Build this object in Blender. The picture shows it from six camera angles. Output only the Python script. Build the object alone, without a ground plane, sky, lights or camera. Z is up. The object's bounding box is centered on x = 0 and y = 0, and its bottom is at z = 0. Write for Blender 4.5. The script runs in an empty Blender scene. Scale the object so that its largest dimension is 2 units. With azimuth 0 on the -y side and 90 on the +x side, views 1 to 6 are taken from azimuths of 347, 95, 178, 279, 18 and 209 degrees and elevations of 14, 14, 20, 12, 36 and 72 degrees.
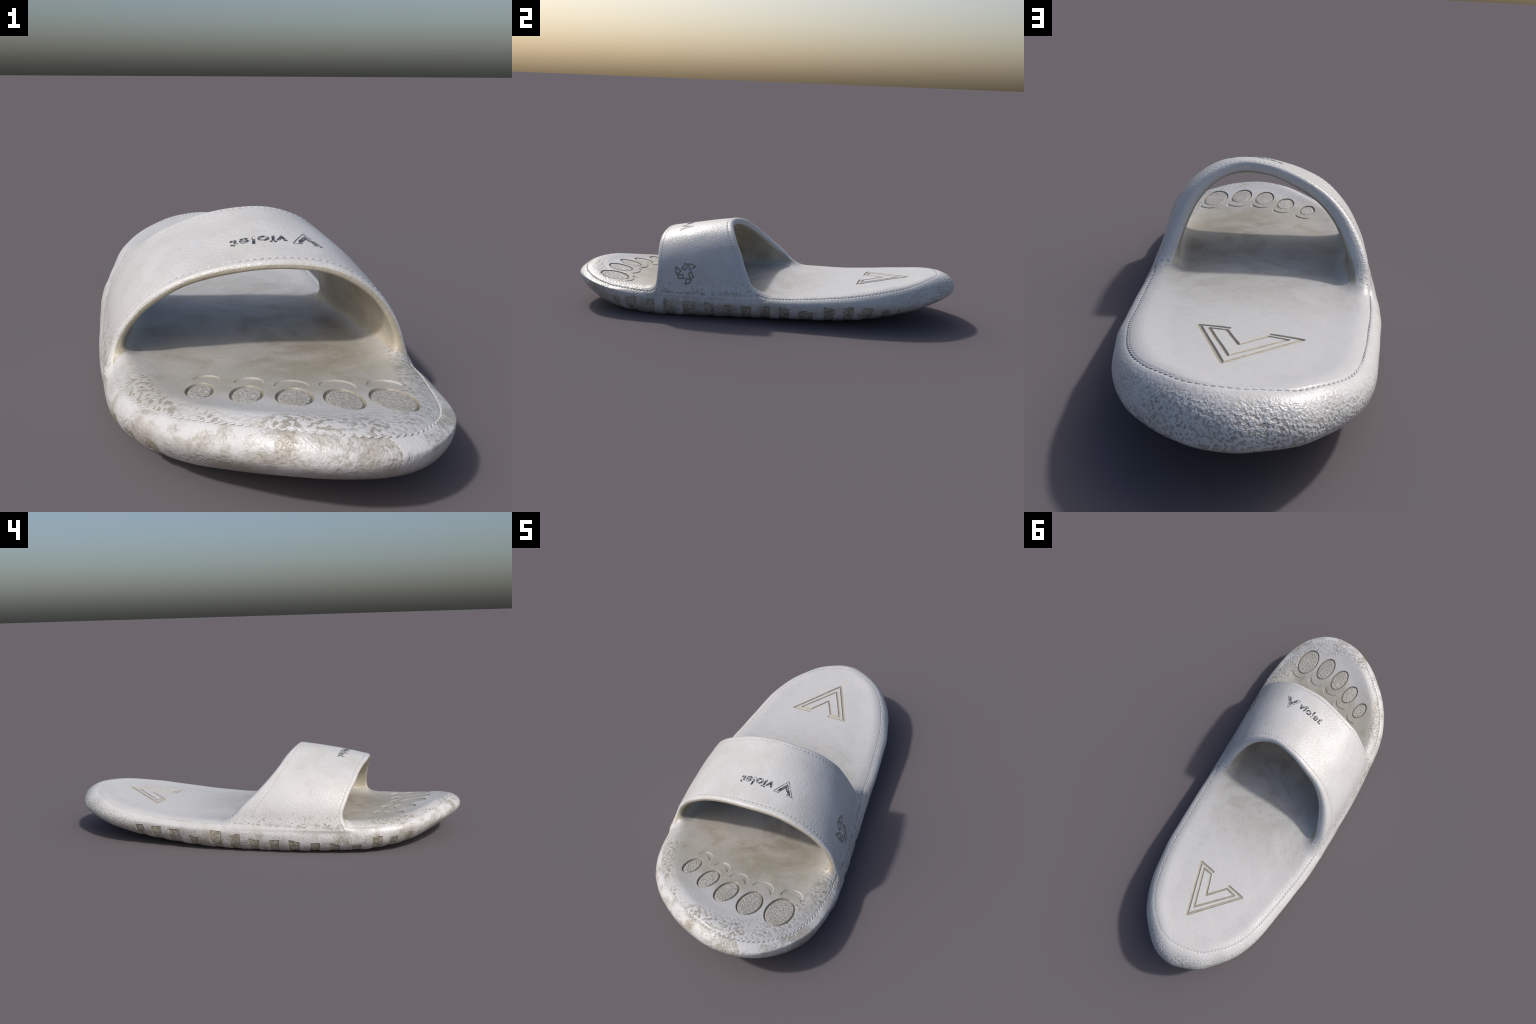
import bpy, math
import numpy as np

H = 0.0034          # fine sampling of the moulded body
BLOCK = 4           # fine cells per coarse cell

# ------------------------------------------------------------------ helpers
def spline_closed(pts, n):
    """Catmull-Rom through a closed loop of control points."""
    p = np.array(pts, float)
    m = len(p)
    seg = np.linalg.norm(np.roll(p, -1, 0) - p, axis=1)
    out = []
    total = seg.sum()
    for i in range(m):
        p0, p1, p2, p3 = p[(i - 1) % m], p[i], p[(i + 1) % m], p[(i + 2) % m]
        k = max(2, int(round(n * seg[i] / total)))
        t = (np.arange(k) / k)[:, None]
        out.append(0.5 * (2 * p1 + (p2 - p0) * t + (2 * p0 - 5 * p1 + 4 * p2 - p3) * t * t
                          + (3 * p1 - p0 - 3 * p2 + p3) * t ** 3))
    return np.vstack(out)


class Curve:
    """Smooth 1D profile through knots (natural-ish cubic, sampled)."""
    def __init__(self, knots, width=0.0):
        k = np.array(knots, float)
        self.x = np.linspace(k[0, 0], k[-1, 0], 1200)
        m = np.gradient(k[:, 1], k[:, 0])
        # monotone-limited Hermite
        i = np.clip(np.searchsorted(k[:, 0], self.x, side="right") - 1, 0, len(k) - 2)
        h = k[i + 1, 0] - k[i, 0]
        t = (self.x - k[i, 0]) / h
        self.y = ((2 * t ** 3 - 3 * t ** 2 + 1) * k[i, 1] + (t ** 3 - 2 * t ** 2 + t) * h * m[i]
                  + (-2 * t ** 3 + 3 * t ** 2) * k[i + 1, 1] + (t ** 3 - t ** 2) * h * m[i + 1])

    def __call__(self, v):
        return np.interp(v, self.x, self.y).astype(np.float32)


def smoothstep(a, b, v):
    t = np.clip((v - a) / (b - a), 0, 1)
    return t * t * (3 - 2 * t)


def round_max(a, b, r):
    u = np.maximum(a + r, 0)
    v = np.maximum(b + r, 0)
    return np.minimum(-r, np.maximum(a, b)) + np.sqrt(u * u + v * v)


def smooth_min(a, b, k):
    h = np.maximum(k - np.abs(a - b), 0) / k
    return np.minimum(a, b) - h * h * k * 0.25


# ------------------------------------------------------------------ sole plan
OUTLINE = spline_closed([
    (0.123, -1.001), (0.198, -0.977), (0.259, -0.929), (0.301, -0.877), (0.330, -0.820), (0.350, -0.758), (0.363, -0.692),
    (0.375, -0.623), (0.379, -0.549), (0.378, -0.481), (0.380, -0.390), (0.379, -0.280), (0.379, -0.150), (0.379, 0.000),
    (0.381, 0.110), (0.383, 0.220), (0.382, 0.330), (0.381, 0.450), (0.369, 0.559), (0.355, 0.649), (0.333, 0.728),
    (0.312, 0.780), (0.284, 0.833), (0.250, 0.877), (0.199, 0.931), (0.145, 0.973), (0.095, 0.993), (0.036, 1.000),
    (-0.017, 0.988), (-0.058, 0.973), (-0.107, 0.945), (-0.150, 0.904), (-0.204, 0.844), (-0.252, 0.765), (-0.284, 0.669),
    (-0.311, 0.537), (-0.329, 0.434), (-0.348, 0.327), (-0.363, 0.201), (-0.371, 0.060), (-0.376, -0.070), (-0.380, -0.180),
    (-0.379, -0.300), (-0.374, -0.410), (-0.370, -0.500), (-0.360, -0.566), (-0.343, -0.631), (-0.317, -0.696), (-0.294, -0.737),
    (-0.255, -0.794), (-0.200, -0.854), (-0.137, -0.911), (-0.079, -0.950), (-0.010, -0.983), (0.054, -0.999)], 700)

GX0, GY0, GH = -0.48, -1.10, 0.005
_gx = GX0 + GH * np.arange(int(0.96 / GH) + 1)
_gy = GY0 + GH * np.arange(int(2.20 / GH) + 1)


def _plan_distance():
    gx, gy = np.meshgrid(_gx, _gy, indexing="ij")
    q = np.stack([gx.ravel(), gy.ravel()], 1)
    a = OUTLINE
    b = np.roll(a, -1, 0)
    best = np.full(len(q), 9.0)
    near = np.zeros(len(q), int)
    inside = np.zeros(len(q), bool)
    for i in range(len(a)):
        d = b[i] - a[i]
        w = q - a[i]
        t = np.clip((w @ d) / (d @ d), 0, 1)
        e = w - t[:, None] * d
        ee = np.einsum("ij,ij->i", e, e)
        near[ee < best] = i
        best = np.minimum(best, ee)
        cond = (a[i, 1] > q[:, 1]) != (b[i, 1] > q[:, 1])
        if cond.any():
            xi = a[i, 0] + (q[:, 1] - a[i, 1]) / (b[i, 1] - a[i, 1] + 1e-12) * d[0]
            inside ^= cond & (q[:, 0] < xi)
    s = np.sqrt(best)
    return np.where(inside, s, -s).reshape(gx.shape).astype(np.float32), a[near, 1].reshape(gx.shape).astype(np.float32)


PLAN, RIM_Y = _plan_distance()     # distance to the outline, and the y of its nearest point


def inset(x, y, table=None):
    """Distance inside the sole outline (negative outside)."""
    grid = PLAN if table is None else table
    u = np.clip((x - GX0) / GH, 0, len(_gx) - 1.001)
    v = np.clip((y - GY0) / GH, 0, len(_gy) - 1.001)
    i = u.astype(int)
    j = v.astype(int)
    u = u - i
    v = v - j
    return (grid[i, j] * (1 - u) * (1 - v) + grid[i + 1, j] * u * (1 - v)
            + grid[i, j + 1] * (1 - u) * v + grid[i + 1, j + 1] * u * v)


# ------------------------------------------------------------------ sole profile
CZ = 0.12          # height of the strap's centre line
KNOTS = dict(
    # height of the footbed along the middle
    BED=[(-1.100, 0.1837), (-1.000, 0.2002), (-0.900, 0.2032), (-0.760, 0.1850), (-0.650, 0.1705), (-0.500, 0.1548), (-0.300, 0.1509), (-0.100, 0.1469), (0.050, 0.1518), (0.200, 0.1564), (0.350, 0.1673), (0.500, 0.1831), (0.630, 0.2000), (0.750, 0.2164), (0.850, 0.2349), (0.930, 0.2452), (1.100, 0.2474)],
    # bend of the footbed across
    CROWN=[(-1.100, -0.6456), (-0.800, -0.3956), (-0.500, -0.0419), (-0.200, -0.0431), (0.200, -0.1229), (0.500, -0.1600), (0.800, -0.0899), (1.100, -0.0332)],
    # sideways tilt of the footbed
    TILT=[(-1.100, -0.0606), (-0.700, -0.0245), (-0.300, -0.0126), (0.100, -0.0142), (0.500, 0.0418), (0.800, 0.0672), (1.100, 0.0514)],
    # hollow inside the raised rim
    DISH=[(-1.100, 0.0094), (-0.700, 0.0100), (-0.300, 0.0073), (0.200, 0.0046), (0.600, 0.0051), (1.100, 0.0041)],
    # rocker of the underside
    BASE=[(-1.100, 0.1136), (-1.000, 0.1019), (-0.900, 0.0699), (-0.750, 0.0217), (-0.600, 0.0002), (-0.300, -0.0045), (0.100, 0.0009), (0.300, 0.0077), (0.500, 0.0228), (0.700, 0.0542), (0.850, 0.0853), (1.000, 0.1211), (1.100, 0.1306)],
    # sideways tilt of the underside
    LEAN=[(-1.100, -0.1469), (-0.700, -0.0599), (0.000, 0.0195), (0.500, 0.0109), (1.100, 0.0210)],
    # height of the widest line of the side wall
    WAIST=[(-1.100, 0.1368), (-1.000, 0.1524), (-0.800, 0.1271), (-0.500, 0.0876), (0.000, 0.0950), (0.400, 0.1165), (0.700, 0.1352), (0.900, 0.1532), (1.000, 0.1650), (1.100, 0.1678)],
    # width of the upper rounding
    TOP=[(-1.100, 0.0780), (-0.900, 0.0806), (-0.600, 0.0803), (-0.200, 0.0736), (0.200, 0.0709), (0.500, 0.0790), (0.800, 0.0998), (1.000, 0.1061), (1.100, 0.0965)],
    # width of the lower rounding
    LOW=[(-1.100, 0.1243), (-0.900, 0.1196), (-0.500, 0.1074), (0.000, 0.1037), (0.400, 0.1110), (0.800, 0.1298), (1.100, 0.1391)],
    # front arch: angle, radius
    RF=[(0.000, 0.3595), (0.262, 0.3508), (0.524, 0.3373), (0.785, 0.3211), (1.047, 0.3047), (1.309, 0.2880), (1.571, 0.2806), (1.833, 0.2805), (2.094, 0.2915), (2.356, 0.3109), (2.618, 0.3303), (2.880, 0.3491), (3.142, 0.3644)],
    # rear arch: angle, radius
    RR=[(0.000, 0.3480), (0.262, 0.3329), (0.524, 0.3368), (0.785, 0.3499), (1.047, 0.3587), (1.309, 0.3563), (1.571, 0.3451), (1.833, 0.3359), (2.094, 0.3349), (2.356, 0.3390), (2.618, 0.3421), (2.880, 0.3436), (3.142, 0.3360)],
    # fullness of the strap between its edges: angle, added radius
    BM=[(0.000, 0.0075), (0.500, 0.0181), (0.900, 0.0150), (1.400, 0.0051), (1.900, 0.0002), (2.500, 0.0108), (3.142, 0.0091)],
    # front edge: angle, y
    YF=[(0.000, -0.5289), (0.363, -0.5286), (0.566, -0.5363), (0.924, -0.5451), (1.240, -0.5408), (1.571, -0.5328), (1.905, -0.5081), (2.155, -0.4895), (2.378, -0.4736), (2.694, -0.4365), (3.034, -0.4162), (3.142, -0.4368)],
    # rear edge: angle, y
    YR=[(0.000, 0.0261), (0.147, -0.0335), (0.383, -0.0744), (0.662, -0.1077), (0.937, -0.1466), (1.302, -0.1753), (1.571, -0.1601), (1.945, -0.1197), (2.206, -0.0894), (2.411, -0.0490), (2.611, 0.0027), (2.877, 0.0885), (3.142, 0.1610)],
)
THICK = [0.022, 0.042]
PROFILE = {k: Curve(v) for k, v in KNOTS.items()}


def bed_height(x, y, s):
    xx = np.clip(x, -.36, .36)
    return (PROFILE["BED"](y) + PROFILE["TILT"](y) * xx + PROFILE["CROWN"](y) * xx * xx
            - PROFILE["DISH"](y) * smoothstep(.05, .15, s))


def field_sole(x, y, z):
    s = inset(x, y)
    zm = PROFILE["WAIST"](y)
    rv = bed_height(x, y, s) - zm
    top = round_max(-s * rv / PROFILE["TOP"](y), z - zm - rv, rv)
    base = PROFILE["BASE"](y) + PROFILE["LEAN"](y) * x
    rb = zm - base
    low = round_max(-s * rb / PROFILE["LOW"](y), base - z, rb)
    return np.where(z > zm, top, low)


def strap_radius(th, t):
    return PROFILE["RF"](th) * (1 - t) + PROFILE["RR"](th) * t + PROFILE["BM"](th) * np.maximum(4 * t * (1 - t), -.3)


def strap_coords(x, y, z):
    up = np.maximum(z - CZ, 0)
    th = np.arctan2(up, x)
    rho = np.hypot(x, up) + np.maximum(CZ - z, 0)
    yf, yr = PROFILE["YF"](th), PROFILE["YR"](th)
    t = np.clip((y - yf) / (yr - yf), -.1, 1.1)
    R = strap_radius(th, t)
    T = THICK[0] + (THICK[1] - THICK[0]) * smoothstep(0, 1, t)
    # the legs grow thicker toward the footbed
    T = T + smoothstep(0, .35, t) * (1 - .55 * smoothstep(.75, 1, t)) * (.014 * smoothstep(1.05, .35, th) + 0.023 * smoothstep(2.05, 2.75, th))
    return th, rho, yf, yr, R, T


def field_strap(x, y, z):
    th, rho, yf, yr, R, T = strap_coords(x, y, z)
    shell = np.abs(rho - R + T / 2) - T / 2
    f = round_max(shell, np.maximum(yf - y, y - yr), T * 0.46)
    return round_max(f, 0.055 - z, 0.02)


def field(x, y, z):
    k = .032 + .028 * smoothstep(.005, .06, inset(x, y))      # wide fillet on the inside, flush on the outside
    return smooth_min(field_sole(x, y, z), field_strap(x, y, z), k)


# ------------------------------------------------------------------ body surface
def surface():
    lo = np.array([-.44, -1.06, -.04])
    hb = H * BLOCK
    n = np.ceil((np.array([.44, 1.06, .54]) - lo) / hb).astype(int)
    ax = [lo[i] + hb * (np.arange(n[i]) + .5) for i in range(3)]
    X, Y, Z = np.meshgrid(*ax, indexing="ij")
    shape = X.shape
    c = field(X.ravel(), Y.ravel(), Z.ravel()).reshape(shape)
    near = np.abs(c) < hb * 2.2
    V = np.repeat(np.repeat(np.repeat(np.where(c < 0, -1, 1).astype(np.float32), BLOCK, 0), BLOCK, 1), BLOCK, 2)
    bi = np.argwhere(near)
    off = np.stack(np.meshgrid(*[np.arange(BLOCK)] * 3, indexing="ij"), -1).reshape(-1, 3)
    idx = (bi[:, None, :] * BLOCK + off[None]).reshape(-1, 3)
    P = lo + H * (idx + .5)
    V[idx[:, 0], idx[:, 1], idx[:, 2]] = field(P[:, 0], P[:, 1], P[:, 2])
    S = V < 0
    # surface nets
    corners = [(i, j, k) for i in (0, 1) for j in (0, 1) for k in (0, 1)]
    sl = lambda o, A: A[o[0]:A.shape[0] - 1 + o[0], o[1]:A.shape[1] - 1 + o[1], o[2]:A.shape[2] - 1 + o[2]]
    cnt = sum(sl(o, S).astype(np.int8) for o in corners)
    cells = np.argwhere((cnt > 0) & (cnt < 8))
    ids = np.full(cnt.shape, -1, np.int32)
    ids[cells[:, 0], cells[:, 1], cells[:, 2]] = np.arange(len(cells))
    acc = np.zeros((len(cells), 3))
    num = np.zeros(len(cells))
    for a in corners:
        for d in range(3):
            if a[d]:
                continue
            b = list(a)
            b[d] = 1
            va = V[cells[:, 0] + a[0], cells[:, 1] + a[1], cells[:, 2] + a[2]]
            vb = V[cells[:, 0] + b[0], cells[:, 1] + b[1], cells[:, 2] + b[2]]
            m = (va < 0) != (vb < 0)
            t = np.where(m, va / np.where(m, va - vb, 1), 0)
            p = np.tile(np.array(a, float), (len(cells), 1))
            p[:, d] += t
            acc[m] += p[m]
            num[m] += 1
    verts = lo + H * (cells + .5 + acc / num[:, None])
    quads = []
    for d in range(3):
        e, f = (d + 1) % 3, (d + 2) % 3
        A = [slice(None)] * 3
        B = [slice(None)] * 3
        A[d], B[d] = slice(0, -1), slice(1, None)
        cross = S[tuple(A)] != S[tuple(B)]
        q = np.argwhere(cross)
        q = q[(q[:, e] > 0) & (q[:, f] > 0)]
        inside = S[q[:, 0], q[:, 1], q[:, 2]]
        def at(de, df):
            o = q.copy()
            o[:, e] -= de
            o[:, f] -= df
            return ids[o[:, 0], o[:, 1], o[:, 2]]
        a = np.stack([at(1, 1), at(0, 1), at(0, 0), at(1, 0)], 1)
        a[~inside] = a[~inside][:, ::-1]
        quads.append(a)
    quads = np.vstack(quads)
    quads = quads[(quads >= 0).all(1)]
    return verts, quads


def gradient(p, e=0.0015):
    g = np.stack([field(*(p + e * np.eye(3)[i]).T) - field(*(p - e * np.eye(3)[i]).T) for i in range(3)], 1) / (2 * e)
    return g


def relax(p, q, rounds=2):
    """Even the net out and pull it back on the surface."""
    for r in range(rounds):
        s = np.zeros_like(p)
        n = np.zeros(len(p))
        for i in range(4):
            for k in (1, 3):
                np.add.at(s, q[:, i], p[q[:, (i + k) % 4]])
                np.add.at(n, q[:, i], 1)
        p = p * .5 + .5 * s / n[:, None]
        for it in range(2):
            g = gradient(p)
            p = p - g * (field(*p.T) / np.maximum((g * g).sum(1), .05))[:, None]
    return p


V, Q = surface()
V = relax(V, Q)
# ---CUT---

# ------------------------------------------------------------------ moulded relief
# toe hollows: centre, half length, half width, lean of the long axis (degrees from -y toward -x)
TOES = [((.2079, -.7853), .0781, .0515, 8.7), ((.0981, -.7866), .0691, .0437, 10.2), ((-.0001, -.7600), .0646, .0404, 13.0),
        ((-.0889, -.7103), .0575, .0368, 13.8), ((-.1784, -.6539), .0506, .0319, 14.1)]
# arcs behind the toes: outer circle, inner circle
ARCS = [((.2271, -.6974), .0425, (.2229, -.7282), .0453), ((.1158, -.6967), .0411, (.1081, -.7231), .0426),
        ((.0167, -.6798), .0380, (.0080, -.7055), .0397), ((-.0667, -.6353), .0336, (-.0765, -.6578), .0363),
        ((-.1539, -.5888), .0309, (-.1655, -.6116), .0357)]
# chevron emblem: the open outer stroke and the closed inner stroke, in heel coordinates
CHEVRON_OUT = [(.0814, .5053), (.1596, .4884), (.0839, .7523), (-.1098, .5502), (-.0278, .5310)]
CHEVRON_IN = [(.1315, .5123), (.0854, .5213), (.0512, .6252), (-.0219, .5478), (-.0713, .5604), (.0732, .7049)]
# tread notches: middle y along the rim, top height, half width
NOTCH_RIGHT = [(-.745, .088, .024), (-.655, .090, .027), (-.555, .093, .021), (-.460, .098, .026), (-.359, .093, .032),
               (-.254, .092, .025), (-.161, .090, .025), (-.067, .087, .027), (.030, .092, .027), (.126, .092, .027),
               (.235, .086, .036), (.347, .108, .024), (.443, .117, .026), (.539, .119, .024), (.63, .112, .022), (.71, .115, .02)]
NOTCH_LEFT = [(.60, .118, .022), (.510, .115, .028), (.416, .105, .031), (.319, .070, .024), (.203, .110, .028), (.107, .095, .024), (.013, .071, .024),
              (-.085, .071, .024), (-.181, .066, .025), (-.278, .060, .024), (-.373, .051, .024), (-.475, .052, .024),
              (-.572, .096, .023), (-.65, .085, .020), (-.73, .100, .018)]
SEAM = Curve([(-1.1, .034), (-.95, .033), (-.75, .028), (-.6, .022), (-.3, .024), (0, .027), (.3, .032), (.6, .037), (.75, .045), (.86, .058),
              (.93, .070), (.965, .084), (1.0, .097), (1.1, .099)])
STRAP_SEAM = Curve([(0, .035), (.3, .036), (.9, .036), (1.3, .029), (1.55, .026), (1.9, .033), (2.25, .038), (2.5, .052), (2.77, .075),
                    (2.95, .095), (3.142, .11)])
FRONT_SEAM = 0.020


def ellipse_distance(x, y, toe):
    (cx, cy), a, b, lean = toe
    k = math.radians(lean)
    ux, uy = -math.sin(k), -math.cos(k)
    dx, dy = x - cx, y - cy
    u, v = dx * ux + dy * uy, dx * uy - dy * ux
    k0 = np.hypot(u / a, v / b) + 1e-9
    k1 = np.hypot(u / a ** 2, v / b ** 2) + 1e-9
    return k0 * (k0 - 1) / k1, k0


def arc_distance(x, y, arc):
    (ax, ay), ra, (bx, by), rb = arc
    return np.maximum(np.hypot(x - ax, y - ay) - ra, rb - np.hypot(x - bx, y - by))


def line_distance(x, y, pts, closed):
    p = np.array(pts)
    d = np.full(np.shape(x), 9.0)
    for i in range(len(p) if closed else len(p) - 1):
        a, b = p[i], p[(i + 1) % len(p)]
        e = b - a
        t = np.clip(((x - a[0]) * e[0] + (y - a[1]) * e[1]) / (e @ e), 0, 1)
        d = np.minimum(d, np.hypot(x - a[0] - t * e[0], y - a[1] - t * e[1]))
    return d


def chevron_distance(x, y):
    return np.minimum(line_distance(x, y, CHEVRON_OUT, False) - .0066, line_distance(x, y, CHEVRON_IN, True) - .0054)


def notch_distance(x, y, z, s, ry):
    """Signed distance to the nearest side notch and its number."""
    best = np.full(len(x), 9.0)
    who = np.zeros(len(x), int)
    for side, rows, first in ((1, NOTCH_RIGHT, 0), (-1, NOTCH_LEFT, len(NOTCH_RIGHT))):
        for k, (yc, top, w) in enumerate(rows):
            tilt = (0.35 * math.sin(7.1 * k + side)) * .12
            step = .010 * math.sin(5.3 * k + 2 * side) * (np.sin(2.7 * k) > 0.2)
            du = ry - yc - tilt * (z - top)
            tp = top + np.where(du > 0, step, 0) + .12 * math.sin(3.3 * k) * du
            d = np.maximum(np.maximum(np.abs(du) - w, z - tp), s - .14)
            d = np.where(x * side > 0, d, 9.0)
            m = d < best
            best[m] = d[m]
            who[m] = first + k
    return best, who


def refine(p, quads, tris, pick):
    """Split the picked quads in four; fan the quads beside them."""
    e = np.sort(np.stack([quads, np.roll(quads, -1, 1)], -1).reshape(-1, 2), 1)
    key = e[:, 0].astype(np.int64) * (len(p) + 1) + e[:, 1]
    uniq, inv = np.unique(key, return_inverse=True)
    inv = inv.reshape(-1, 4)
    cut = np.zeros(len(uniq), bool)
    cut[inv[pick].ravel()] = True
    mid = np.full(len(uniq), -1)
    mid[cut] = len(p) + np.arange(cut.sum())
    ua, ub = uniq[cut] // (len(p) + 1), uniq[cut] % (len(p) + 1)
    q = np.vstack([p, (p[ua] + p[ub]) / 2])
    m = mid[inv]
    touched = (m >= 0).any(1)
    centre = np.full(len(quads), -1)
    centre[touched] = len(q) + np.arange(touched.sum())
    q = np.vstack([q, p[quads[touched]].mean(1)])
    c = centre
    out = [quads[~touched]]
    a = pick
    for i in range(4):
        out.append(np.stack([quads[a, i], m[a, i], c[a], m[a, i - 1]], 1))
    fan = touched & ~pick
    t = [tris]
    for i in range(4):
        has = fan & (m[:, i] >= 0)
        t.append(np.stack([quads[has, i], m[has, i], c[has]], 1))
        t.append(np.stack([m[has, i], quads[has, (i + 1) % 4], c[has]], 1))
        no = fan & (m[:, i] < 0)
        t.append(np.stack([quads[no, i], quads[no, (i + 1) % 4], c[no]], 1))
    # edges shared with triangles are never cut: picked zones stay clear of earlier seams
    return q, np.vstack(out), np.vstack(t)


def pull(p, rounds=2):
    for _ in range(rounds):
        g = gradient(p)
        p = p - g * (field(*p.T) / np.maximum((g * g).sum(1), .05))[:, None]
    return p


def top_detail(p):
    """Distance to the nearest footbed detail edge."""
    x, y = p[:, 0], p[:, 1]
    d = np.abs(chevron_distance(x, y))
    for t in TOES:
        d = np.minimum(d, np.abs(ellipse_distance(x, y, t)[0]))
    for a in ARCS:
        d = np.minimum(d, np.abs(arc_distance(x, y, a)))
    return d


tris = np.zeros((0, 3), int)
# first refinement: everything near footbed detail or side notches
c = V[Q].mean(1)
s = inset(c[:, 0], c[:, 1])
up = (s > .02) & (c[:, 2] > .12) & (field_strap(*c.T) > .004) & (c[:, 2] < .26)
nd, _ = notch_distance(c[:, 0], c[:, 1], c[:, 2], s, inset(c[:, 0], c[:, 1], RIM_Y))
pick = (up & (top_detail(c) < .022)) | (np.abs(nd) < .012)
V, Q, tris = refine(V, Q, tris, pick)
V = pull(V)
c = V[Q].mean(1)
size = np.linalg.norm(V[Q[:, 0]] - V[Q[:, 2]], axis=1)
s = inset(c[:, 0], c[:, 1])
up = (s > .02) & (c[:, 2] > .12) & (field_strap(*c.T) > .004) & (c[:, 2] < .26)
pick = up & (top_detail(c) < .0075) & (size < H * 1.05)
V, Q, tris = refine(V, Q, tris, pick)
V = pull(V, 1)

# slide vertices along the surface onto the edges of the details
G = gradient(V)
NORMAL = G / np.linalg.norm(G, axis=1)[:, None]
on_top = (NORMAL[:, 2] > .5) & (field_strap(*V.T) > .004) & (V[:, 2] < .26)


def snap(fn, reach, where):
    idx = np.nonzero(where)[0]
    q = V[idx]
    d = fn(q)
    m = np.abs(d) < reach
    idx, q, d = idx[m], q[m], d[m]
    e = 4e-4
    g = np.stack([(fn(q + e * np.eye(3)[i]) - fn(q - e * np.eye(3)[i])) / (2 * e) for i in range(3)], 1)
    n = NORMAL[idx]
    g -= n * (g * n).sum(1)[:, None]
    V[idx] = q - g * (d / np.maximum((g * g).sum(1), .2))[:, None]


snap(lambda q: chevron_distance(q[:, 0], q[:, 1]), .0006, on_top & (V[:, 1] > .4))
for t in TOES:
    snap(lambda q: ellipse_distance(q[:, 0], q[:, 1], t)[0], .0006, on_top & (V[:, 1] < -.5))
    snap(lambda q: ellipse_distance(q[:, 0], q[:, 1], t)[0] + .0062, .0005, on_top & (V[:, 1] < -.5))
for a in ARCS:
    snap(lambda q: arc_distance(q[:, 0], q[:, 1], a), .0006, on_top & (V[:, 1] < -.5))
snap(lambda q: notch_distance(q[:, 0], q[:, 1], q[:, 2], inset(q[:, 0], q[:, 1]), inset(q[:, 0], q[:, 1], RIM_Y))[0], .0010,
     (V[:, 2] < .16) & (NORMAL[:, 2] < .3))

def lining_edge(q):
    th, rho, yf, yr, R, T = strap_coords(*q.T)
    t = np.clip((q[:, 1] - yf) / (yr - yf), 0, 1)
    return rho - R + T * (.34 + .50 * t)


snap(lining_edge, .0019, (field_strap(*V.T) < field_sole(*V.T)))
NORMAL = gradient(V)
NORMAL /= np.linalg.norm(NORMAL, axis=1)[:, None]
BODY = V.copy()                     # undisplaced body, used to tell the regions apart
x, y, z = V.T
S = inset(x, y)
RY = inset(x, y, RIM_Y)
depth = np.zeros(len(V))
for t in TOES:
    d, k = ellipse_distance(x, y, t)
    dome = -.0016 + .0014 * np.clip(1 - k ** 2, 0, 1)
    moat = -.0060 * np.exp(-((d + .0040) / .0026) ** 2)
    depth = np.where(on_top & (d < 0), (dome + moat) * smoothstep(0, -.0030, d), depth)
for a in ARCS:
    d = arc_distance(x, y, a)
    depth = np.where(on_top & (d < 0), -.0030 * smoothstep(0, -.0030, d), depth)
d = chevron_distance(x, y)
depth = np.where(on_top & (d < 0) & (y > .4), -.0044 * smoothstep(0, -.0046, d), depth)
d, WHO = notch_distance(x, y, z, S, RY)
low = (z < .16) & (NORMAL[:, 2] < .3)
fade = smoothstep(-.80, -.70, RY) * smoothstep(.78, .62, RY)
depth = np.where(low & (d < 0), -.0024 * fade * smoothstep(0, -.0022, d), depth)
# tread lines across the underside
under = smoothstep(-.7, -.95, NORMAL[:, 2]) * smoothstep(.16, .18, S)
depth -= .005 * under * smoothstep(.2, .6, np.sin(2 * math.pi * y / .096 + .6 * np.sin(9 * x)))
# sunk seams
FO, FS = field_sole(x, y, z), field_strap(x, y, z)
TH, RHO, YFR, YRE, RR, TT = strap_coords(x, y, z)
outer = RHO > RR - .4 * TT
free = smoothstep(.004, .012, FS)
groove = lambda d, w: np.exp(-(d / w) ** 2)
depth -= .0021 * groove(S - SEAM(RY), .0036) * free * (NORMAL[:, 2] > .05)
band = outer & (FS < FO)
depth -= .0012 * band * np.maximum(groove(y - YFR - FRONT_SEAM, .003), groove(y - YRE + STRAP_SEAM(TH), .0032))
# gentle unevenness of the worn foam
wob = (np.sin(19 * x + 3 * np.sin(7 * y)) * np.sin(23 * y + 2 * np.sin(11 * z)) + .6 * np.sin(41 * y + 5 * x) * np.sin(37 * x - 9 * z))
depth += .0006 * wob
V = V + NORMAL * depth[:, None]
V[:, 2] = np.maximum(V[:, 2], .0004)
V[:, 2] -= V[:, 2].min()

# smooth normals of the whole body
n = np.zeros_like(V)
for f in (Q, tris):
    a = np.cross(V[f[:, 2]] - V[f[:, 0]], V[f[:, -1]] - V[f[:, 1 if f.shape[1] == 4 else 0]])
    for i in range(f.shape[1]):
        for j in range(3):
            n[:, j] += np.bincount(f[:, i], a[:, j], len(V))
VN = n / (np.linalg.norm(n, axis=1)[:, None] + 1e-12)


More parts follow.
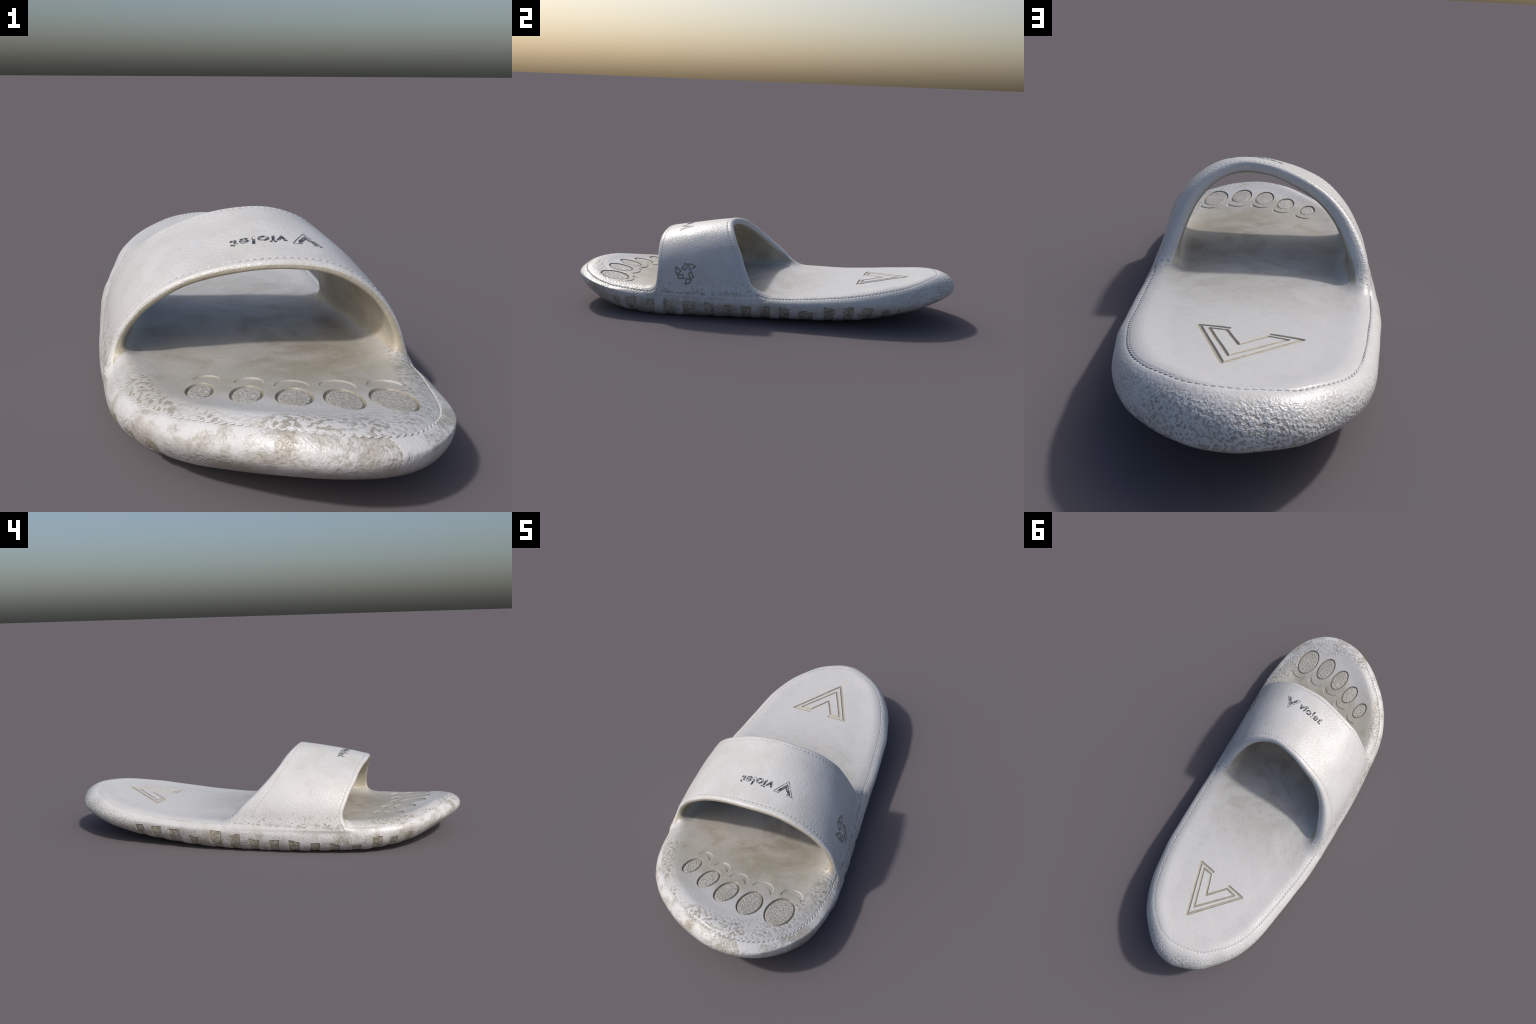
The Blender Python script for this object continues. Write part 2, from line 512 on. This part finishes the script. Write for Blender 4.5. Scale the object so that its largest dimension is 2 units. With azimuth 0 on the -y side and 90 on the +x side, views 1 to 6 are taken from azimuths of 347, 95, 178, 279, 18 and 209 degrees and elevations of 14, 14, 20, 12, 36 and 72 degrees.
# ------------------------------------------------------------------ materials
class Nodes:
    def __init__(self, name, rough=.36):
        self.mat = bpy.data.materials.new(name)
        self.mat.use_nodes = True
        self.t = self.mat.node_tree
        self.bsdf = self.t.nodes["Principled BSDF"]
        self.bsdf.inputs["Roughness"].default_value = rough
        self.co = self.t.nodes.new("ShaderNodeTexCoord").outputs["Object"]
        sep = self.t.nodes.new("ShaderNodeSeparateXYZ")
        self.t.links.new(self.co, sep.inputs[0])
        self.x, self.y, self.z = sep.outputs

    def put(self, sock, v):
        if isinstance(v, bpy.types.NodeSocket):
            self.t.links.new(v, sock)
        else:
            sock.default_value = v

    def m(self, op, a, b=0.0, clamp=False):
        n = self.t.nodes.new("ShaderNodeMath")
        n.operation, n.use_clamp = op, clamp
        self.put(n.inputs[0], a)
        self.put(n.inputs[1], b)
        return n.outputs[0]

    def add(self, a, b): return self.m("ADD", a, b)
    def sub(self, a, b): return self.m("SUBTRACT", a, b)
    def mul(self, a, b): return self.m("MULTIPLY", a, b)
    def max(self, a, b): return self.m("MAXIMUM", a, b)
    def min(self, a, b): return self.m("MINIMUM", a, b)

    def step(self, v, a, b):
        n = self.t.nodes.new("ShaderNodeMapRange")
        n.interpolation_type = "SMOOTHSTEP"
        self.put(n.inputs["Value"], v)
        for k, w in (("From Min", a), ("From Max", b), ("To Min", 0.0), ("To Max", 1.0)):
            n.inputs[k].default_value = w
        return n.outputs["Result"]

    def vec(self, scale=(1, 1, 1), shift=(0, 0, 0)):
        n = self.t.nodes.new("ShaderNodeMapping")
        n.inputs["Scale"].default_value = scale
        n.inputs["Location"].default_value = shift
        self.t.links.new(self.co, n.inputs["Vector"])
        return n.outputs[0]

    def noise(self, scale, detail=3.0, rough=.5, distort=0.0, vec=None):
        n = self.t.nodes.new("ShaderNodeTexNoise")
        n.inputs["Scale"].default_value, n.inputs["Detail"].default_value = scale, detail
        n.inputs["Roughness"].default_value, n.inputs["Distortion"].default_value = rough, distort
        self.t.links.new(vec or self.co, n.inputs["Vector"])
        return n.outputs["Fac"]

    def cells(self, scale, feature="F1", vec=None):
        n = self.t.nodes.new("ShaderNodeTexVoronoi")
        n.feature = feature
        n.inputs["Scale"].default_value = scale
        self.t.links.new(vec or self.co, n.inputs["Vector"])
        return n.outputs["Distance"]

    def mix(self, fac, a, b):
        n = self.t.nodes.new("ShaderNodeMix")
        n.data_type = "RGBA"
        self.put(n.inputs[0], fac)
        self.put(n.inputs[6], a if isinstance(a, bpy.types.NodeSocket) else (*a, 1))
        self.put(n.inputs[7], b if isinstance(b, bpy.types.NodeSocket) else (*b, 1))
        return n.outputs[2]

    def ball(self, cx, cy, rx, ry):
        """Elliptic distance in plan: 1 on the ellipse."""
        u = self.mul(self.sub(self.x, cx), 1 / rx)
        v = self.mul(self.sub(self.y, cy), 1 / ry)
        return self.m("SQRT", self.add(self.mul(u, u), self.mul(v, v)))

    def bump(self, height, dist, strength=1.0, under=None):
        n = self.t.nodes.new("ShaderNodeBump")
        n.inputs["Strength"].default_value, n.inputs["Distance"].default_value = strength, dist
        self.put(n.inputs["Height"], height)
        if under:
            self.t.links.new(under, n.inputs["Normal"])
        return n.outputs[0]

    def done(self, colour, normal=None, rough=None):
        self.put(self.bsdf.inputs["Base Color"], colour)
        if normal:
            self.t.links.new(normal, self.bsdf.inputs["Normal"])
        if rough is not None:
            self.put(self.bsdf.inputs["Roughness"], rough)
        return self.mat


WHITE = (.585, .585, .59)
BED = (.53, .53, .535)
CREAM = (.50, .482, .44)
GRIME = (.225, .20, .155)
STAIN = (.295, .262, .21)
MOSS = (.36, .365, .29)


def leather(k, fine=95, d=.0030, stretch=(1, 1, 1)):
    """Fine creased grain: soft dents over a tight pebble."""
    a = k.noise(fine, 2.5, .5, .5, k.vec(stretch))
    b = k.noise(fine * 2.6, 2, .5, .2)
    return k.bump(k.add(k.mul(a, .8), k.mul(b, .22)), d, .55)


def pits(k, scale, lo, hi, stretch=(1, 1, 1)):
    n = k.noise(scale, 1.6, .45, .25, k.vec(stretch))
    return k.step(n, lo, hi), n


def make_footbed():
    k = Nodes("footbed_foam", .38)
    big = k.noise(5.0, 5, .62, .8)
    mid = k.noise(13.0, 5, .62, .4)
    # foot dirt under and ahead of the strap, a fainter smudge behind it
    zone = k.mul(k.step(k.y, -.84, -.58), k.step(k.y, .46, -.05))
    zone = k.mul(zone, k.step(k.m("ABSOLUTE", k.sub(k.x, .01)), .38, .22))
    front = k.mul(zone, k.step(k.y, .12, -.25))
    haze = k.mul(zone, k.add(.35, k.mul(k.step(big, .34, .62), .65)))
    col = k.mix(haze, BED, (.385, .37, .342))
    col = k.mix(k.mul(front, .62), col, (.33, .303, .268))
    blot = k.mul(front, k.step(k.add(k.mul(big, .62), k.mul(mid, .42)), .50, .66))
    col = k.mix(k.mul(blot, .70), col, (.235, .205, .155))
    pale = k.mul(front, k.step(k.noise(8, 4, .6, .5, k.vec((1, 1, 1), (3, 1, 0))), .56, .70))
    col = k.mix(k.mul(pale, .40), col, (.50, .475, .43))
    green = k.mul(k.mul(k.step(k.y, -.78, -.62), k.step(k.y, -.42, -.58)), k.step(mid, .38, .60))
    col = k.mix(k.mul(green, .35), col, MOSS)
    # pitted ring round the toes
    e = k.ball(.012, -.50, .335, .45)
    ring = k.mul(k.mul(k.step(e, .83, .90), k.step(e, 1.16, 1.02)), k.step(k.y, -.42, -.56))
    patch = k.add(.25, k.mul(k.step(k.noise(8, 2), .34, .54), .75))
    pm, pn = pits(k, 108, .525, .56, (.8, 1, 1))
    p = k.mul(pm, k.mul(ring, patch))
    col = k.mix(k.mul(p, .72), col, GRIME)
    mott = k.noise(34, 4, .65, .3)
    col = k.mix(k.mul(k.step(mott, .46, .70), .14), col, (.36, .35, .31))
    col = k.mix(k.mul(k.mul(k.step(mott, .46, .66), .32), haze), col, (.30, .285, .235))
    n = leather(k, 100, .0030, (.8, 1.5, 1))
    n = k.bump(k.mul(k.mul(pn, ring), -1), .0036, .8, n)
    return k.done(col, n, k.add(.36, k.mul(haze, .10)))


def make_sidewall():
    k = Nodes("sidewall_foam", .34)
    big = k.noise(4.2, 4, .6, .5)
    mid = k.noise(14, 5, .65, .6)
    # pebbled wear: heel all round, toe in patches, low along the sides
    heel = k.mul(k.step(k.y, .46, .80), k.step(k.noise(7, 2), .22, .48))
    heel = k.mul(heel, k.step(k.ball(.03, .55, .36, .45), .80, .96))
    toe = k.mul(k.step(k.y, -.42, -.60), k.step(k.add(k.noise(6.5, 3, .6), k.mul(k.sub(.12, k.z), 1.8)), .52, .66))
    rim = k.mul(k.step(k.y, -.40, -.55), k.step(k.z, .12, .155))
    side = k.mul(k.step(k.z, .15, .07), .8)
    mask = k.max(k.max(heel, toe), k.max(k.mul(side, k.step(big, .28, .50)), k.mul(rim, k.step(mid, .42, .6))))
    pm, pn = pits(k, 140, .51, .565)
    p = k.mul(pm, mask)
    col = k.mix(k.mul(k.step(mid, .40, .68), .38), WHITE, CREAM)
    dirt = k.mul(k.step(k.add(k.mul(mid, .7), k.mul(big, .5)), .54, .72), k.max(side, k.mul(k.step(k.y, -.4, -.6), .85)))
    col = k.mix(k.mul(dirt, .75), col, STAIN)
    low = k.mul(k.step(k.z, .085, .015), k.step(mid, .30, .60))
    col = k.mix(k.mul(low, .45), col, STAIN)
    ends = k.mul(k.mul(k.step(k.z, .15, .07), k.step(k.m("ABSOLUTE", k.y), .62, .86)), k.step(k.noise(10, 4, .65), .32, .60))
    col = k.mix(k.mul(ends, .7), col, STAIN)
    heavy = k.step(k.noise(11, 3), .42, .62)
    col = k.mix(k.mul(p, k.add(.34, k.mul(k.add(k.mul(heavy, .6), k.mul(heel, .3)), .55))), col, GRIME)
    n = leather(k, 100, .0028)
    n = k.bump(k.mul(k.mul(pn, k.max(heel, k.mul(mask, .45))), -1), .0052, .9, n)
    return k.done(col, n)


def make_strap():
    k = Nodes("strap_leather", .33)
    mid = k.noise(9, 5, .6, .4)
    col = k.mix(k.mul(k.step(mid, .40, .70), .42), WHITE, CREAM)
    col = k.mix(k.mul(k.step(k.noise(38, 4, .65), .50, .74), .16), col, (.36, .34, .30))
    low = k.step(k.z, .24, .13)
    spots, sn = pits(k, 95, .60, .64)
    spots = k.mul(spots, low)
    col = k.mix(k.mul(spots, .75), col, GRIME)
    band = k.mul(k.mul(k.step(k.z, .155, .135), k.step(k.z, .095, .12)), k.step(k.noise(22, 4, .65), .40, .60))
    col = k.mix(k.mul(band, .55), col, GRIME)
    n = leather(k, 115, .0037, (1, 1.25, 1))
    return k.done(col, n, k.add(.29, k.mul(mid, .10)))


def make_lining():
    k = Nodes("strap_lining", .42)
    mid = k.noise(8, 5, .62, .5)
    col = k.mix(k.step(mid, .30, .70), (.50, .465, .385), (.37, .33, .255))
    fine = k.noise(70, 4, .6)
    col = k.mix(k.mul(k.step(fine, .56, .72), .3), col, GRIME)
    return k.done(col, leather(k, 100, .0025))


def make_pad():
    k = Nodes("toe_pad_rubber", .38)
    mid = k.noise(14, 4, .6)
    f = k.noise(150, 2.5, .5, .3)
    col = k.mix(k.step(f, .36, .64), (.335, .32, .29), (.47, .455, .425))
    col = k.mix(k.mul(k.step(mid, .45, .7), .3), col, STAIN)
    return k.done(col, k.bump(f, .0055, .9))


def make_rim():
    k = Nodes("toe_rim_shade_tint", .45)
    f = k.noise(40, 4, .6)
    return k.done(k.mix(k.step(f, .3, .7), (.36, .335, .29), (.27, .247, .205)), leather(k, 110, .002))  # darker tone draws the shadow line around each toe pad


def make_groove():
    k = Nodes("groove_dark_beige", .5)
    f = k.noise(40, 4, .6)
    return k.done(k.mix(k.step(f, .3, .7), (.385, .36, .31), (.31, .285, .235)), leather(k, 110, .002))  # darker beige inside the emblem strokes so that they read against the footbed


def make_notch():
    k = Nodes("notch_grime", .46)
    pm, pn = pits(k, 70, .44, .54)
    m = k.noise(15, 4, .6)
    col = k.mix(pm, (.40, .375, .32), (.255, .23, .18))
    col = k.mix(k.mul(k.step(m, .46, .68), .5), col, (.48, .46, .42))
    return k.done(col, k.bump(pn, .003, .8))


def make_outsole():
    k = Nodes("outsole_rubber", .45)
    m = k.noise(12, 5, .62)
    p, pn = pits(k, 90, .52, .58)
    col = k.mix(k.step(m, .35, .65), (.50, .48, .44), (.36, .33, .275))
    return k.done(k.mix(k.mul(p, .5), col, GRIME), leather(k, 100, .0028))


def make_thread():
    k = Nodes("thread", .42)
    m = k.noise(16, 4, .6)
    return k.done(k.mix(k.mul(k.step(m, .5, .72), .6), (.52, .52, .52), (.40, .38, .33)), k.bump(k.noise(500, 2), .0006, .5))


def make_ink():
    k = Nodes("worn_ink", .42)
    f = k.noise(170, 2.5, .55, .5)
    g = k.noise(45, 2, .5)
    wear = k.step(k.add(k.add(f, k.mul(g, .35)), k.mul(k.step(k.x, .10, -.08), .06)), .745, .785)
    return k.done(k.mix(wear, (.055, .06, .072), WHITE), leather(k, 105, .0024))


def make_stamp():
    k = Nodes("stamped_ink", .42)
    f = k.noise(90, 3, .6)
    return k.done(k.mix(k.step(f, .35, .7), (.235, .22, .19), (.31, .29, .255)))


# ------------------------------------------------------------------ parts
def link(ob, parent):
    bpy.context.scene.collection.objects.link(ob)
    ob.parent = parent
    return ob


def mesh_from(name, verts, faces, normals=None, mat=None):
    """faces: list of arrays (quads, tris)."""
    me = bpy.data.meshes.new(name)
    faces = [f for f in faces if len(f)]
    loops = np.concatenate([f.ravel() for f in faces]).astype(np.int32)
    used = np.unique(loops)
    back = np.zeros(len(verts), np.int32)
    back[used] = np.arange(len(used))
    me.vertices.add(len(used))
    me.vertices.foreach_set("co", verts[used].astype(np.float32).ravel())
    me.loops.add(len(loops))
    me.loops.foreach_set("vertex_index", back[loops])
    sizes = np.concatenate([np.full(len(f), f.shape[1], np.int32) for f in faces])
    me.polygons.add(len(sizes))
    me.polygons.foreach_set("loop_start", np.concatenate([[0], np.cumsum(sizes)[:-1]]).astype(np.int32))
    me.polygons.foreach_set("use_smooth", np.ones(len(sizes), bool))
    me.update(calc_edges=True)
    if normals is not None:
        me.normals_split_custom_set_from_vertices(normals[used].astype(np.float32).tolist())
    if mat:
        me.materials.append(mat)
    return me


root = bpy.data.objects.new("slide_sandal", None)
bpy.context.scene.collection.objects.link(root)
root["label"] = "worn white moulded slide sandal with one wide strap"
root["category"] = "slide sandal"


def classify(f):
    p = BODY[f].mean(1)
    nz = NORMAL[f].mean(1)[:, 2]
    x, y, z = p.T
    s, ry = inset(x, y), inset(x, y, RIM_Y)
    fs, fo = field_strap(x, y, z), field_sole(x, y, z)
    th, rho, yf, yr, R, T = strap_coords(x, y, z)
    lab = np.full(len(f), 1)                                    # sidewall
    lab[(s > SEAM(ry)) & (nz > .2) & (z > .1)] = 0               # footbed
    lab[(nz < -.75) & (s > .06)] = 2                             # outsole
    up = (nz > .5) & (fs > .004) & (z < .26)
    lab[up & (chevron_distance(x, y) < 0) & (y > .4)] = 5
    for i, t in enumerate(TOES):
        d = ellipse_distance(x, y, t)[0]
        lab[up & (d < 0)] = 10 + i
        lab[up & (d < 0) & (d > -.0062)] = 30 + i
    for i, a in enumerate(ARCS):
        lab[up & (arc_distance(x, y, a) < 0)] = 20 + i
    d, who = notch_distance(x, y, z, s, ry)
    ok = (d < 0) & (z < .16) & (nz < .3) & (ry > -.76) & (ry < .70)
    lab[ok] = 100 + who[ok]
    strap = (fs < fo) & (z > .07)
    lab[strap] = 3
    lab[strap & (lining_edge(p) < 0)] = 4
    return lab


LQ, LT = classify(Q), classify(tris)
MAT = dict(footbed=make_footbed(), sidewall=make_sidewall(), outsole=make_outsole(), strap=make_strap(), strap_lining=make_lining(),
           emblem_groove=make_groove())
OB = {}
for i, name in enumerate(MAT):
    me = mesh_from(name, V, [Q[LQ == i], tris[LT == i]], VN, MAT[name])
    OB[name] = bpy.data.objects.new(name, me)
for name in ("footbed", "sidewall", "outsole", "strap"):
    link(OB[name], root)
link(OB["strap_lining"], OB["strap"])
link(OB["emblem_groove"], OB["footbed"])
pad, arc, notch = make_pad(), MAT["footbed"], make_notch()
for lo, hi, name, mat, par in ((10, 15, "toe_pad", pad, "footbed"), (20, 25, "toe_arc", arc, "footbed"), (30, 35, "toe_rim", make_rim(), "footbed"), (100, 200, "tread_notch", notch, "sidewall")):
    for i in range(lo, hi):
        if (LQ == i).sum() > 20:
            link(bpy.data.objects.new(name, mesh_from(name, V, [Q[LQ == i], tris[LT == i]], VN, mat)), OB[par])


# ------------------------------------------------------------------ stitching
def land(p, rounds=4):
    for _ in range(rounds):
        p = pull(p, 1)
    g = gradient(p)
    return p, g / np.linalg.norm(g, axis=1)[:, None]


def capsule(length, r):
    """A short thread stitch: a rounded, slightly arched bar along x."""
    ring, n = 8, 9
    v, f = [], []
    for i in range(n):
        t = -1 + 2 * i / (n - 1)
        k = math.sqrt(max(0.0, 1 - abs(t) ** 3.2)) * .93 + .07
        for j in range(ring):
            a = 2 * math.pi * j / ring
            v.append((t * length / 2, math.cos(a) * r * k, math.sin(a) * r * k * .75 + r * .35 * (1 - t * t)))
    for i in range(n - 1):
        for j in range(ring):
            f.append((i * ring + j, i * ring + (j + 1) % ring, (i + 1) * ring + (j + 1) % ring, (i + 1) * ring + j))
    return np.array(v), np.array(f)


def walk(path, pitch):
    seg = np.linalg.norm(np.diff(path, axis=0), axis=1)
    at = np.concatenate([[0], np.cumsum(seg)])
    n = int(at[-1] / pitch)
    t = (np.arange(n) + .5) * at[-1] / n
    return np.stack([np.interp(t, at, path[:, i]) for i in range(3)], 1)


def frames(pts, normals, skew):
    tan = np.gradient(pts, axis=0)
    tan -= normals * (tan * normals).sum(1)[:, None]
    tan /= np.linalg.norm(tan, axis=1)[:, None]
    bi = np.cross(normals, tan)
    return tan * math.cos(skew) + bi * math.sin(skew), bi * math.cos(skew) - tan * math.sin(skew), normals


from mathutils import Matrix
thread = make_thread()
sv, sf = capsule(.0136, .0024)
# seam round the footbed
tang = np.roll(OUTLINE, -1, 0) - np.roll(OUTLINE, 1, 0)
nrm = np.stack([-tang[:, 1], tang[:, 0]], 1) / np.linalg.norm(tang, axis=1)[:, None]
flat = OUTLINE + nrm * SEAM(OUTLINE[:, 1])[:, None]
if inset(flat[:, 0], flat[:, 1]).mean() < 0:
    flat = OUTLINE - nrm * SEAM(OUTLINE[:, 1])[:, None]
zz = np.full(len(flat), .30)
for _ in range(60):
    zz -= np.clip(field_sole(flat[:, 0], flat[:, 1], zz), -.01, .01) * .8
seam = np.column_stack([flat, zz])
seam = seam[np.linalg.norm(np.diff(seam, axis=0, append=seam[:1]), axis=1) > 1e-4]
clear = field_strap(*seam.T) > .016
rng = np.random.default_rng(5)
stitch_mesh = mesh_from("stitch", sv, [sf], None, thread)
# split the closed seam into the runs that are clear of the strap
start = np.nonzero(clear & ~np.roll(clear, 1))[0]
for a in start:
    run = [a]
    while clear[(run[-1] + 1) % len(seam)] and len(run) < len(seam):
        run.append((run[-1] + 1) % len(seam))
    if len(run) < 8:
        continue
    pts, nor = land(walk(seam[run], .0172))
    X, Y, Z = frames(pts, nor, .30)
    for i in range(len(pts)):
        o = bpy.data.objects.new("stitch", stitch_mesh)
        o.matrix_world = Matrix(np.vstack([np.column_stack([X[i] * rng.uniform(.9, 1.08), Y[i], Z[i] * rng.uniform(.8, 1.1), pts[i] - nor[i] * .0018]),
                                           [0, 0, 0, 1]]).tolist())
        link(o, OB["footbed"])
# seams along both edges of the strap
allv, allf, base = [], [], 0
for front in (True, False):
    th = np.linspace(.16, math.pi - .16, 400)
    yf, yr = PROFILE["YF"](th), PROFILE["YR"](th)
    yy = yf + FRONT_SEAM if front else yr - STRAP_SEAM(th)
    t = (yy - yf) / (yr - yf)
    R = strap_radius(th, t)
    path = np.column_stack([R * np.cos(th), yy, CZ + R * np.sin(th)])
    pts, nor = land(walk(path, .0168))
    X, Y, Z = frames(pts, nor, .24)
    for i in range(len(pts)):
        allv.append(pts[i] - nor[i] * .0014 + .95 * (sv[:, :1] * X[i] + sv[:, 1:2] * Y[i] + sv[:, 2:] * Z[i]))
        allf.append(sf + base)
        base += len(sv)
o = link(bpy.data.objects.new("strap_stitching", mesh_from("strap_stitching", np.vstack(allv), [np.vstack(allf)], None, thread)), OB["strap"])
o["kind"] = "stuff"


# ------------------------------------------------------------------ printed marks on the strap
import bmesh
from mathutils.geometry import tessellate_polygon
from mathutils import Vector


def bar(a, b, w):
    """A straight stroke with mitred-enough square ends."""
    a, b = np.array(a, float), np.array(b, float)
    d = (b - a) / np.linalg.norm(b - a)
    n = np.array([-d[1], d[0]]) * w / 2
    return [a - d * w / 2 + n, a - d * w / 2 - n, b + d * w / 2 - n, b + d * w / 2 + n]


def emboss(name, polys, place, mat, parent, height=.0007, cuts=3):
    """Lay flat polygons on the strap as a thin raised film with sides."""
    bm = bmesh.new()
    for poly in polys:
        vs = [bm.verts.new((q[0], q[1], 0)) for q in poly]
        for tri in tessellate_polygon([[Vector((q[0], q[1], 0)) for q in poly]]):
            try:
                bm.faces.new([vs[i] for i in tri])
            except ValueError:
                pass
    bmesh.ops.subdivide_edges(bm, edges=bm.edges[:], cuts=cuts, use_grid_fill=True)
    bmesh.ops.triangulate(bm, faces=bm.faces[:])
    bm.verts.index_update()
    flat = np.array([v.co[:2] for v in bm.verts])
    f = np.array([[v.index for v in q.verts] for q in bm.faces])
    edge = [(e.verts[0].index, e.verts[1].index) for e in bm.edges if len(e.link_faces) == 1]
    bm.free()
    p, n = land(place(flat), 3)
    area = np.einsum("ij,ij->i", np.cross(p[f[:, 1]] - p[f[:, 0]], p[f[:, 2]] - p[f[:, 0]]), n[f[:, 0]])
    f[area < 0] = f[area < 0][:, ::-1]
    k = len(p)
    wall = np.array([(a, b, b + k, a + k) for a, b in edge])
    v = np.vstack([p + n * height, p - n * .0015])
    me = mesh_from(name, v, [wall, f], None, mat)
    ob = bpy.data.objects.new(name, me)
    link(ob, parent)
    return ob


def on_strap_top(uv):
    p = np.column_stack([uv, np.full(len(uv), .60)])
    for _ in range(80):
        p[:, 2] -= np.clip(field_strap(*p.T), -.02, .02) * .7
    return p


def on_strap_side(uv):
    """uv = (y, z) on the +x flank."""
    p = np.column_stack([np.full(len(uv), .5), uv])
    for _ in range(80):
        p[:, 0] -= np.clip(field_strap(*p.T), -.02, .02) * .7
    return p


ink, stamp = make_ink(), make_stamp()
# small chevron: the heel emblem at about a quarter of its size
A = np.array([(.0839, .7523), (.1596, .4884), (-.1098, .5502)])
B = np.array([(.127, -.385), (.157, -.451), (.084, -.446)])
lin = np.linalg.solve(np.column_stack([A, np.ones(3)]), B)
small = lambda pts: np.column_stack([np.array(pts), np.ones(len(pts))]) @ lin
outer_line, core = small(CHEVRON_OUT), small(CHEVRON_IN)
emboss("chevron_emblem", [bar(outer_line[i], outer_line[i + 1], .0022) for i in range(4)] + [list(core)], on_strap_top, ink, OB["strap"])

# lettering: the word runs from the chevron toward the outer side, its feet toward the heel
cu = bpy.data.curves.new("lettering", "FONT")
cu.body = "v\u00efolet"
cu.size, cu.offset, cu.resolution_u, cu.space_character = 1.0, .024, 4, 1.10
tmp = bpy.data.objects.new("lettering_source", cu)
bpy.context.scene.collection.objects.link(tmp)
bpy.context.view_layer.update()
dm = tmp.evaluated_get(bpy.context.evaluated_depsgraph_get()).to_mesh()
tv = np.array([v.co[:2] for v in dm.vertices])
tp = [[v for v in q.vertices] for q in dm.polygons]
tv[:, 0] -= tv[:, 0].min()
length = tv[:, 0].max()
start, stop = np.array([.079, -.4085]), np.array([-.058, -.3815])
ax = (stop - start) / length
up = np.array([ax[1], -ax[0]])
up = up if up[1] < 0 else -up
place2d = lambda q: start + q[:, :1] * ax + q[:, 1:] * up * 1.0
polys = [[place2d(tv[[i]])[0] for i in q] for q in tp]
bpy.data.objects.remove(tmp)
bpy.data.curves.remove(cu)
emboss("lettering", polys, on_strap_top, ink, OB["strap"], .0006, 1)

# three chasing arrows, outlined
C0, unit, w = np.array([-.3790, .2290]), .047, .0078
strokes = []
for i in range(3):
    k = math.radians(120 * i)
    rot = np.array([[math.cos(k), -math.sin(k)], [math.sin(k), math.cos(k)]])
    at = lambda *q: [C0 + unit * (rot @ np.array(p)) for p in q]
    box = at((-.42, .42), (-.12, .92), (.22, .81), (-.06, .31))
    strokes += [bar(box[j], box[(j + 1) % 4], w) for j in range(4)]
    arrow = at((.30, .92), (.73, .87), (.90, .60), (.40, .36))
    strokes += [bar(arrow[j], arrow[(j + 1) % 4], w * .85) for j in range(4)]
    strokes += [bar(*at((.82, .62), (1.02, .74)), w * .85)]
emboss("recycling_symbol", strokes, on_strap_side, stamp, OB["strap"], .0008, 2)
